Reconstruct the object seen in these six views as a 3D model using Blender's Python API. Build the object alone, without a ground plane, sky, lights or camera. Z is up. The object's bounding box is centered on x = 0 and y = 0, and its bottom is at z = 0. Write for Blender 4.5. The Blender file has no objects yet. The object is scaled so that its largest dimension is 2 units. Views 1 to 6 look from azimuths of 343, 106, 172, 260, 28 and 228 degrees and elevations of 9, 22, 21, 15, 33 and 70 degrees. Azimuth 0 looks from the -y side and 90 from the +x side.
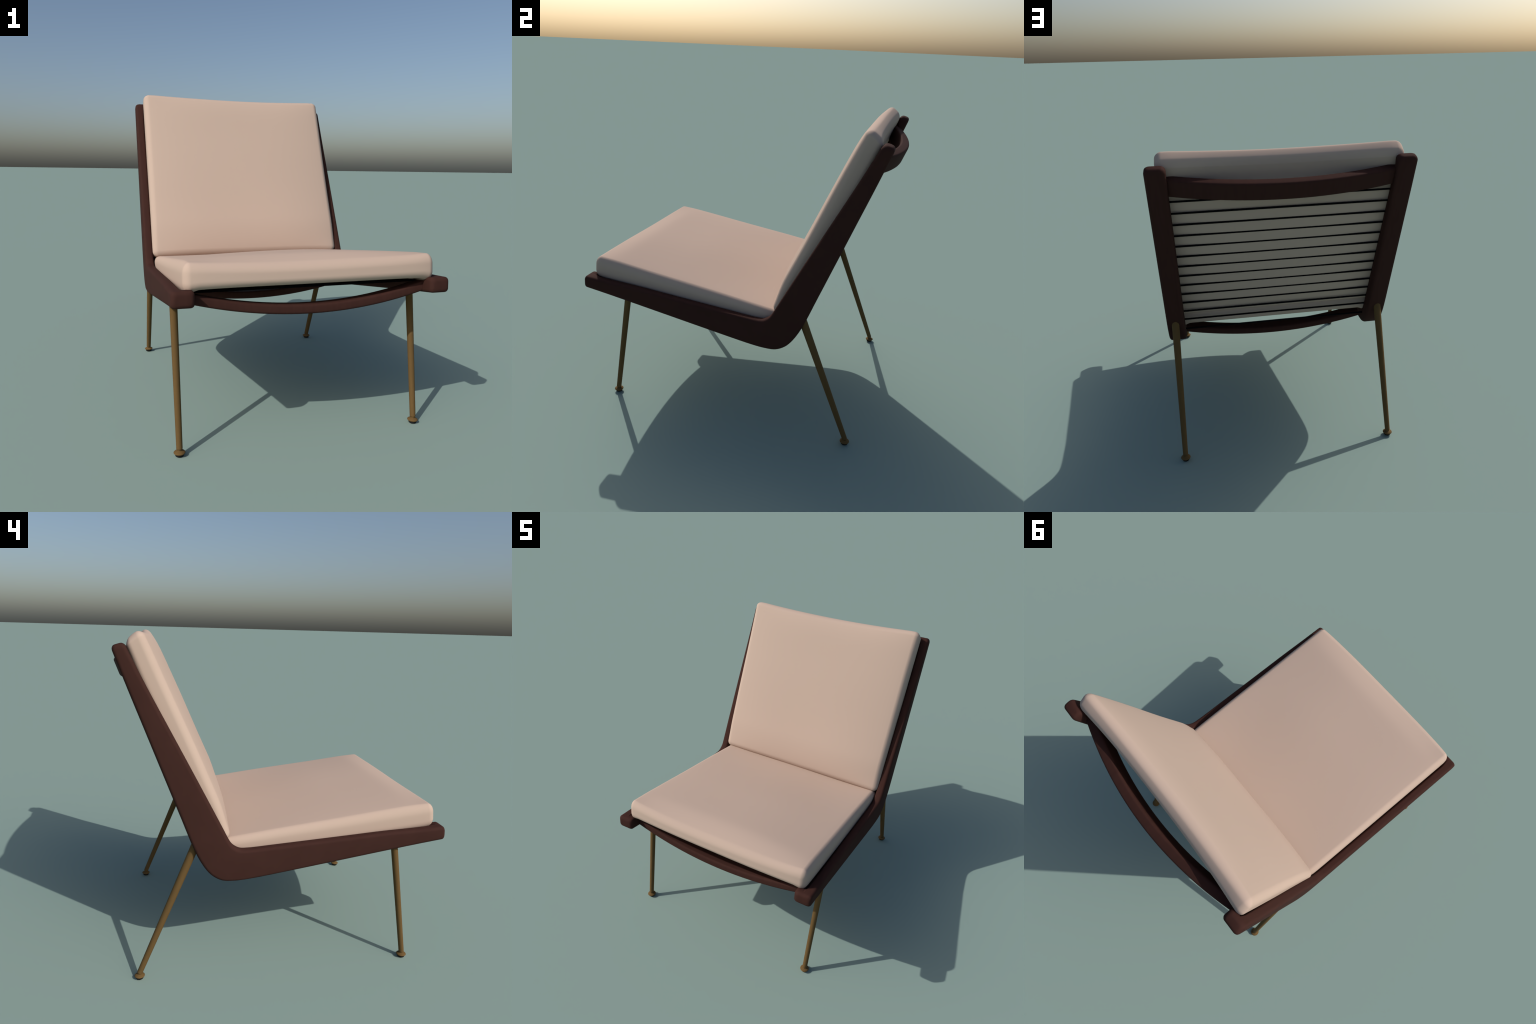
"""Low lounge chair: two side frames of dark wood bent like a boomerang, three
bowed cross rails, four tapered brass legs on buttoned feet, elastic cords and
two loose foam cushions in pale blush fabric."""
import bpy
import math
from mathutils import Vector

# ------------------------------------------------------------------ helpers
def link(obj, parent=None):
    bpy.context.scene.collection.objects.link(obj)
    if parent is not None:
        obj.parent = parent
    return obj


def mesh_object(name, verts, faces, material, parent=None, smooth_angle=None):
    me = bpy.data.meshes.new(name)
    me.from_pydata([tuple(v) for v in verts], [], faces)
    me.validate()
    me.update()
    me.materials.append(material)
    for p in me.polygons:
        p.use_smooth = True
    if smooth_angle is not None:
        me.set_sharp_from_angle(angle=math.radians(smooth_angle))
    return link(bpy.data.objects.new(name, me), parent)


def lerp(a, b, t):
    return a + (b - a) * t


def smoothstep(a, b, x):
    t = max(0.0, min(1.0, (x - a) / (b - a)))
    return t * t * (3 - 2 * t)


def fillet_polygon(points, radii, n=5):
    """Round every corner of a closed 2-D polygon; constant vertex count."""
    out = []
    m = len(points)
    for i in range(m):
        p = Vector(points[i])
        a = Vector(points[i - 1]) - p
        b = Vector(points[(i + 1) % m]) - p
        la, lb = a.length, b.length
        if la < 1e-6 or lb < 1e-6:
            out += [p.copy() for _ in range(n + 1)]
            continue
        a /= la
        b /= lb
        d = min(radii[i], la * 0.49, lb * 0.49)
        p0, p2 = p + a * d, p + b * d
        for k in range(n + 1):          # quadratic-with-arc-like weight
            t = k / n
            w = 0.75
            c0, c1, c2 = (1 - t) ** 2, 2 * t * (1 - t) * w, t * t
            s = c0 + c1 + c2
            out.append((p0 * c0 + p * c1 + p2 * c2) / s)
    return out


def loft(rings, cap=True):
    """Quads between rings of equal length, n-gon caps."""
    verts, faces = [], []
    n = len(rings[0])
    for r in rings:
        verts += r
    for j in range(len(rings) - 1):
        for i in range(n):
            a, b = j * n + i, j * n + (i + 1) % n
            faces.append((a, b, b + n, a + n))
    if cap:
        faces.append(tuple(reversed(range(n))))
        faces.append(tuple(range((len(rings) - 1) * n, len(rings) * n)))
    return verts, faces


def catmull(pts, per):
    """Smooth open curve through 2-D control points."""
    P = [Vector(p) for p in pts]
    P = [P[0] * 2 - P[1]] + P + [P[-1] * 2 - P[-2]]
    out = []
    for i in range(1, len(P) - 2):
        p0, p1, p2, p3 = P[i - 1:i + 3]
        # centripetal-ish: chord scaled tangents
        d1 = (p2 - p1).length
        m1 = (p2 - p0) / max((p2 - p1).length + (p1 - p0).length, 1e-6) * d1
        m2 = (p3 - p1) / max((p3 - p2).length + (p2 - p1).length, 1e-6) * d1
        for k in range(per):
            t = k / per
            out.append(p1 * (2 * t**3 - 3 * t**2 + 1) + m1 * (t**3 - 2 * t**2 + t)
                       + p2 * (-2 * t**3 + 3 * t**2) + m2 * (t**3 - t**2))
    out.append(P[-2])
    return out


# ---------------------------------------------------------------- materials
def principled(name, color, rough, spec=0.3, metallic=0.0):
    mat = bpy.data.materials.new(name)
    mat.use_nodes = True
    nt = mat.node_tree
    b = nt.nodes["Principled BSDF"]
    b.inputs["Base Color"].default_value = (*color, 1)
    b.inputs["Roughness"].default_value = rough
    b.inputs["Metallic"].default_value = metallic
    b.inputs["Specular IOR Level"].default_value = spec
    return mat, nt, b


def tint_by_noise(nt, b, col_a, col_b, scale, stretch=(1, 1, 1), detail=4):
    tc = nt.nodes.new("ShaderNodeTexCoord")
    mp = nt.nodes.new("ShaderNodeMapping")
    mp.inputs["Scale"].default_value = stretch
    nz = nt.nodes.new("ShaderNodeTexNoise")
    nz.inputs["Scale"].default_value = scale
    nz.inputs["Detail"].default_value = detail
    rp = nt.nodes.new("ShaderNodeValToRGB")
    rp.color_ramp.elements[0].position = 0.35
    rp.color_ramp.elements[1].position = 0.65
    rp.color_ramp.elements[0].color = (*col_a, 1)
    rp.color_ramp.elements[1].color = (*col_b, 1)
    nt.links.new(tc.outputs["Object"], mp.inputs["Vector"])
    nt.links.new(mp.outputs["Vector"], nz.inputs["Vector"])
    nt.links.new(nz.outputs["Fac"], rp.inputs["Fac"])
    nt.links.new(rp.outputs["Color"], b.inputs["Base Color"])
    return nz


def shade(c, f):
    return tuple(v * f for v in c)


FABRIC = (0.497, 0.377, 0.307)
WOOD = (0.0480, 0.0205, 0.0163)
BRASS = (0.130, 0.0785, 0.0300)

fabric, nt, b = principled("blush_fabric", FABRIC, 0.95, 0.08)
tint_by_noise(nt, b, shade(FABRIC, 0.995), shade(FABRIC, 1.005), 180.0)
wood, nt, b = principled("dark_wood", WOOD, 0.8, 0.06)
tint_by_noise(nt, b, shade(WOOD, 0.96), shade(WOOD, 1.04), 9.0, (6, 1, 1))
brass, nt, b = principled("dull_brass", BRASS, 0.75, 0.08)
tint_by_noise(nt, b, shade(BRASS, 0.97), shade(BRASS, 1.03), 14.0, (1, 1, 0.2))
cord_black, nt, b = principled("black_elastic", (0.003, 0.003, 0.004), 0.9, 0.05)
tint_by_noise(nt, b, (0.0025, 0.0025, 0.0035), (0.004, 0.004, 0.005), 60.0)
rubber, nt, b = principled("black_rubber", (0.012, 0.012, 0.013), 0.85, 0.1)
tint_by_noise(nt, b, (0.011, 0.011, 0.012), (0.014, 0.014, 0.015), 40.0)

# --------------------------------------------------------------- the chair
chair = bpy.data.objects.new("lounge_chair", None)
link(chair)
chair["label"] = "low lounge chair, blush cushions, dark wood frame, brass legs"
chair["category"] = "chair"

# ------------------------------------------------------------- side frames
X_OUT, X_LIP, X_IN = 0.746, 0.688, 0.632
# lower / back edge and upper / front edge of the boomerang, matched (y, z)
EDGE_BACK = [(-0.958, 0.8220), (-0.80, 0.7975), (-0.60, 0.7645), (-0.38, 0.7275),
             (-0.10, 0.6805), (0.10, 0.6475), (0.21, 0.6310), (0.30, 0.6230),
             (0.377, 0.629), (0.443, 0.670), (0.498, 0.747), (0.543, 0.844),
             (0.603, 1.005), (0.708, 1.287), (0.795, 1.521), (0.865, 1.709),
             (0.9335, 1.898)]
EDGE_FRONT = [(-0.953, 0.9050), (-0.79, 0.8930), (-0.59, 0.8810), (-0.37, 0.8620),
              (-0.10, 0.8390), (0.09, 0.8230), (0.17, 0.8160), (0.225, 0.8125),
              (0.272, 0.8140), (0.305, 0.8300), (0.330, 0.8560), (0.372, 0.938),
              (0.428, 1.050), (0.553, 1.297), (0.672, 1.530), (0.768, 1.718),
              (0.866, 1.918)]
# plane of the elastic cords = shelf of the rebate the cushions lie in
BACK_ANGLE = math.atan2(0.399, 0.925)
BACK_FOOT = Vector((0.404, 0.795))            # point on the back cord plane
BACK_L = Vector((math.sin(BACK_ANGLE), math.cos(BACK_ANGLE)))
BACK_T = Vector((-math.cos(BACK_ANGLE), math.sin(BACK_ANGLE)))
SEAT_REAR = Vector((0.385, 0.738))
SEAT_FRONT = Vector((-0.92, 0.880))
SEAT_L = (SEAT_FRONT - SEAT_REAR).normalized()
SEAT_T = Vector((-SEAT_L.y, SEAT_L.x))
if SEAT_T.y < 0:
    SEAT_T = -SEAT_T


def shelf_fraction(B, F):
    """How far from back edge to front edge the cord plane cuts a section."""
    fr = 0.0
    for foot, t in ((BACK_FOOT, BACK_T), (SEAT_REAR, SEAT_T)):
        hb, hf = (B - foot).dot(t), (F - foot).dot(t)
        if hf <= 0.0:
            return 1.0
        if hb < 0.0:
            fr = max(fr, -hb / (hf - hb))
    return max(0.15, min(1.0, fr))


def frame_section(B, F, c, side, grow=0.0):
    """L-shaped section between two edge points; grow < 0 shrinks it."""
    L = (F - B).length
    e = (F - B) / L
    g = -grow
    lo, hi = g, L - g
    cc = min(max(c * L, lo), hi)
    poly = [(X_OUT - g, lo), (X_OUT - g, hi), (X_LIP, hi), (X_LIP, cc),
            (X_IN + g, cc), (X_IN + g, lo)]
    rad = [0.020, 0.020, 0.016, 0.006, 0.012, 0.020]
    if hi - cc < 0.004:
        poly[2] = (X_LIP, hi)
        poly[3] = (X_LIP - 0.006, hi)
        poly[4] = (X_IN + g, hi)
        rad = [0.020, 0.020, 0.0, 0.0, 0.020, 0.020]
    ring = []
    for x, w in fillet_polygon(poly, rad, 5):
        p = B + e * w
        ring.append(Vector((side * x, p.x, p.y)))
    return ring


def frame_mesh(name, side):
    back = catmull(EDGE_BACK, 5)
    front = catmull(EDGE_FRONT, 5)
    n = len(back)
    rings = []
    r = 0.022                                       # rounding of the tips

    def cap(B, F, c, direction, depth, order):
        out = []
        for k in order:
            a = k * math.pi / 2 / 6
            off = direction * (depth * math.sin(a))
            out.append(frame_section(B + off, F + off, c, side,
                                     -r * (1 - math.cos(a))))
        return out

    rings += cap(back[0], front[0], 1.0, Vector((-1, 0.03)), 0.021, range(6, 0, -1))
    for i in range(n):
        B, F = back[i], front[i]
        c = shelf_fraction(B, F)
        mid = (B + F) / 2
        # the rebate runs out before both tips
        c = lerp(c, 1.0, 1 - smoothstep(-0.925, -0.895, mid.x))
        c = lerp(c, 1.0, smoothstep(1.87, 1.90, mid.y))
        rings.append(frame_section(B, F, c, side))
    rings += cap(back[-1], front[-1], 1.0, BACK_L, 0.032, range(1, 7))
    verts, faces = loft(rings)
    if side < 0:
        faces = [tuple(reversed(f)) for f in faces]
    return mesh_object(name, verts, faces, wood, chair, 50)


frame_mesh("side_frame", 1)
frame_mesh("side_frame", -1)


# -------------------------------------------------------------- cross rails
def bowed_rail(name, end_center, bow, wide_dir, thick_dir, wide, thick, swell=0.0):
    """Flat rail along x, bent by an arc in `bow` (y, z); wide/thick in (y, z)."""
    rings = []
    N = 40
    half = X_IN + 0.012
    for i in range(N + 1):
        s = -1 + 2 * i / N
        k = 1 - s * s
        c = Vector(end_center) + Vector(bow) * k
        # in-plane tilt of the section so that it stays square to the arc
        slope = 2 * s / half * Vector(bow).length
        ang = math.atan(slope)
        bd = Vector(thick_dir)
        ring = []
        w, t = wide / 2 * (1 + swell * k), thick / 2
        for px, py in fillet_polygon([(-w, -t), (w, -t), (w, t), (-w, t)],
                                     [0.013] * 4, 4):
            yz = Vector(wide_dir) * px + bd * (py * math.cos(ang))
            ring.append(Vector((s * half + py * math.sin(ang),
                                c.x + yz.x, c.y + yz.y)))
        rings.append(ring)
    v, f = loft(rings)
    return mesh_object(name, v, f, wood, chair, 50)


UP = Vector((math.sin(math.radians(20.5)), math.cos(math.radians(20.5))))
OUTB = Vector((UP.y, -UP.x))
bowed_rail("back_rail", (0.840, 1.821), (0.1010, -0.0290), UP, OUTB, 0.108, 0.058)
DOWN = -SEAT_T
bowed_rail("seat_rail", (-0.846, 0.843), DOWN * 0.086, SEAT_L, DOWN, 0.100, 0.050)
bowed_rail("seat_rail", (0.235, 0.657), DOWN * 0.080, SEAT_L, DOWN, 0.090, 0.050)


# -------------------------------------------------------------------- legs
def revolve(profile, axis_lo, axis_hi, seg=32):
    """Rings of radius r at height h (metres along the axis from axis_lo)."""
    a = (axis_hi - axis_lo).normalized()
    u = a.cross(Vector((1, 0, 0))).normalized()
    v = a.cross(u)
    rings = []
    for r, h in profile:
        o = axis_lo + a * h
        rings.append([o + (u * math.cos(2 * math.pi * k / seg)
                           + v * math.sin(2 * math.pi * k / seg)) * r
                      for k in range(seg)])
    return loft(rings)


def leg(foot_xy, top, r_top):
    foot = Vector((foot_xy[0], foot_xy[1], 0.0345))
    top = Vector(top)
    L = (top - foot).length
    prof = [(0.0125, -0.004), (0.0130, 0.0), (0.0165, 0.004)]
    prof += [(lerp(0.0165, r_top, t / 10), lerp(0.004, L, t / 10)) for t in range(1, 11)]
    v, f = revolve(prof, foot, top)
    lg = mesh_object("leg", v, f, brass, chair, 40)
    base = Vector((foot_xy[0], foot_xy[1], 0.0))
    up = base + Vector((0, 0, 1))
    prof = [(0.0212, 0.0092), (0.0228, 0.0102), (0.0262, 0.0130), (0.0294, 0.0158),
            (0.0306, 0.0178), (0.0302, 0.0198), (0.0272, 0.0228), (0.0222, 0.0260),
            (0.0165, 0.0285), (0.0126, 0.0300), (0.0120, 0.0345)]
    v, f = revolve(prof, base, up)
    mesh_object("foot", v, f, brass, lg, 40)
    prof = [(0.0195, 0.0), (0.0212, 0.0012), (0.0222, 0.0035), (0.0222, 0.0096), (0.0200, 0.0102)]
    v, f = revolve(prof, base, up)
    mesh_object("glide", v, f, rubber, lg, 40)


for sx in (-1, 1):
    leg((sx * 0.689, -0.800), (sx * 0.694, -0.672, 0.80), 0.0208)
    leg((sx * 0.688, 0.857), (sx * 0.690, 0.497, 0.905), 0.0250)


# ------------------------------------------------------------------- cords
def cord_mesh(radius, half, seg=12):
    rings = [[Vector((x, radius * math.cos(2 * math.pi * k / seg),
                      radius * math.sin(2 * math.pi * k / seg))) for k in range(seg)]
             for x in (-half, half)]
    v, f = loft(rings)
    ob = mesh_object("cord", v, f, cord_black, chair, 40)
    return ob


CORD_R = 0.0060
first = cord_mesh(CORD_R, X_IN + 0.006)
spots = [BACK_FOOT + BACK_L * (0.0138 + 0.0838 * i) - BACK_T * 0.0125 for i in range(13)]
span = (SEAT_FRONT - SEAT_REAR).length
spots += [SEAT_REAR + SEAT_L * ((span - 0.10) * i / 15) - SEAT_T * (0.004 + 0.024 * (1 - i / 15))
          for i in range(16)]
for i, s in enumerate(spots):
    ob = first if i == 0 else first.copy()
    if i:
        link(ob, chair)
    ob.location = (0, s.x, s.y)


# ---------------------------------------------------------------- cushions
def cushion(name, foot, along, out, length, width, thickness, radius,
            front_swell, rear_swell, draw_in, round_back=0.0):
    """Foam slab: rounded box in (x, l, t), then swollen and drawn in.

    foot         (y, z) of the lower rear edge, along / out its axes
    front_swell  f(u, w): added thickness on the face that is sat on
    rear_swell   f(u, w): displacement of the face lying on the cords
    draw_in      f(u, w): (dx, dl) movement of the rim towards the middle
    round_back   extra rounding of the rear edge at the free end
    u across (-1..1), w along (-1 inner end .. 1 free end)
    """
    hx, hl, ht = width / 2, length / 2, thickness / 2

    def axis(h, n_core, n_edge):
        core = h - radius
        vals = []
        for i in range(n_edge):
            a = (i / n_edge) * math.pi / 4
            vals.append(-core - radius * math.tan(math.pi / 4 - a))
        for i in range(n_core + 1):
            vals.append(-core + 2 * core * i / n_core)
        vals += [-v for v in reversed(vals[:n_edge])]
        return vals

    ax = [axis(hx, 34, 7), axis(hl, 34, 7), axis(ht, 6, 7)]
    half = (hx, hl, ht)
    index, verts, faces = {}, [], []

    def vid(i, j, k):
        key = (i, j, k)
        if key in index:
            return index[key]
        p = [ax[0][i], ax[1][j], ax[2][k]]
        q = [max(-(h - radius), min(h - radius, v)) for v, h in zip(p, half)]
        d = Vector([a - b for a, b in zip(p, q)])
        if d.length > 1e-9:
            d = d.normalized() * radius
        x, l, t = q[0] + d.x, q[1] + d.y, q[2] + d.z
        index[key] = len(verts)
        u, w = x / hx, l / hl                      # -1 .. 1
        f = max(0.0, min(1.0, (t + ht) / thickness))                   # 0 back .. 1 front
        t2 = t + ht + front_swell(u, w) * f ** 1.3 + rear_swell(u, w) * (1 - f) ** 1.3
        dx, dl = draw_in(u, w)
        x2, l2 = x + dx, l + dl - round_back * (1 - f) ** 2 * smoothstep(0.86, 1.0, w)
        p2 = foot + along * (l2 + hl) + out * t2
        verts.append(Vector((x2, p2.x, p2.y)))
        return index[key]

    n = [len(a) - 1 for a in ax]

    def sheet(fix, val):
        a, b_ = [i for i in range(3) if i != fix]
        for i in range(n[a]):
            for j in range(n[b_]):
                quad = []
                for di, dj in ((0, 0), (1, 0), (1, 1), (0, 1)):
                    key = [0, 0, 0]
                    key[fix], key[a], key[b_] = val, i + di, j + dj
                    quad.append(vid(*key))
                faces.append(tuple(quad))

    for fix in range(3):
        sheet(fix, 0)
        sheet(fix, n[fix])
    ob = mesh_object(name, verts, faces, fabric, chair)
    import bmesh
    bm = bmesh.new()
    bm.from_mesh(ob.data)
    bmesh.ops.remove_doubles(bm, verts=bm.verts, dist=1e-5)
    bmesh.ops.recalc_face_normals(bm, faces=bm.faces)
    bm.to_mesh(ob.data)
    bm.free()
    return ob


def uneven(u, w):
    """Faint padding swells."""
    return 0.0022 * math.sin(4.1 * u + 1.9 * w + 0.6) * math.cos(3.3 * w - 1.4 * u)


def seat_front(u, w):
    k = (w + 1) / 2
    return (0.038 * k                                              # thicker to the front
            + lerp(-0.001, 0.029, smoothstep(0.02, 0.62, k)) * (1 - abs(u) ** 2.2) * (1 - abs(w) ** 8)
            - 0.025 * (1 - abs(u) ** 3.0) * smoothstep(0.76, 1.0, w) + uneven(u, w)       # front edge dips
            + 0.001 * smoothstep(0.85, 1.0, abs(u)) * smoothstep(0.85, 1.0, w))


def seat_rear(u, w):
    return (0.016 * smoothstep(0.2, 1.0, w) * (1 - 0.5 * u ** 6) - 0.008 * (1 - smoothstep(-1.0, 0.3, w))
            - 0.022 * smoothstep(0.88, 0.97, abs(u)) * (1 - 0.6 * smoothstep(0.86, 1.0, w)))


def seat_rim(u, w):
    return (0.0, (0.021 * (1 - abs(u) ** 3) - 0.002 * smoothstep(0.86, 1.0, abs(u)))
            * smoothstep(0.75, 1.0, w))   # front bellies out


def back_front(u, w):
    return (0.034 * (1 - abs(u) ** 3.5) * (1 - abs(w) ** 9)
            + 0.003 * (1 - u * u) * smoothstep(0.4, 0.95, w)
            - 0.018 * smoothstep(0.6, 1.0, -w) + uneven(w, u))


def back_rear(u, w):
    return (-0.018 * (1 - abs(u) ** 4) * (1 - smoothstep(0.2, 0.75, w)) * (1 - smoothstep(0.7, 1, -w))
            + (0.010 + 0.022 * (1 - abs(u) ** 3)) * smoothstep(0.50, 1.0, w))


def back_rim(u, w):
    return (-u * 0.003 * (1 - w * w), -0.023 * (1 - u * u) * smoothstep(0.3, 1.0, w)
            - 0.006 * smoothstep(0.9, 1.0, abs(u)) * smoothstep(0.9, 1.0, w))


cushion("seat_cushion", SEAT_REAR + SEAT_T * 0.004, SEAT_L, SEAT_T,
        1.332, 1.364, 0.110, 0.040, seat_front, seat_rear, seat_rim)
cushion("back_cushion", BACK_FOOT + BACK_L * 0.030 + BACK_T * 0.004, BACK_L, BACK_T,
        1.247, 1.384, 0.122, 0.040, back_front, back_rear, back_rim, 0.030)
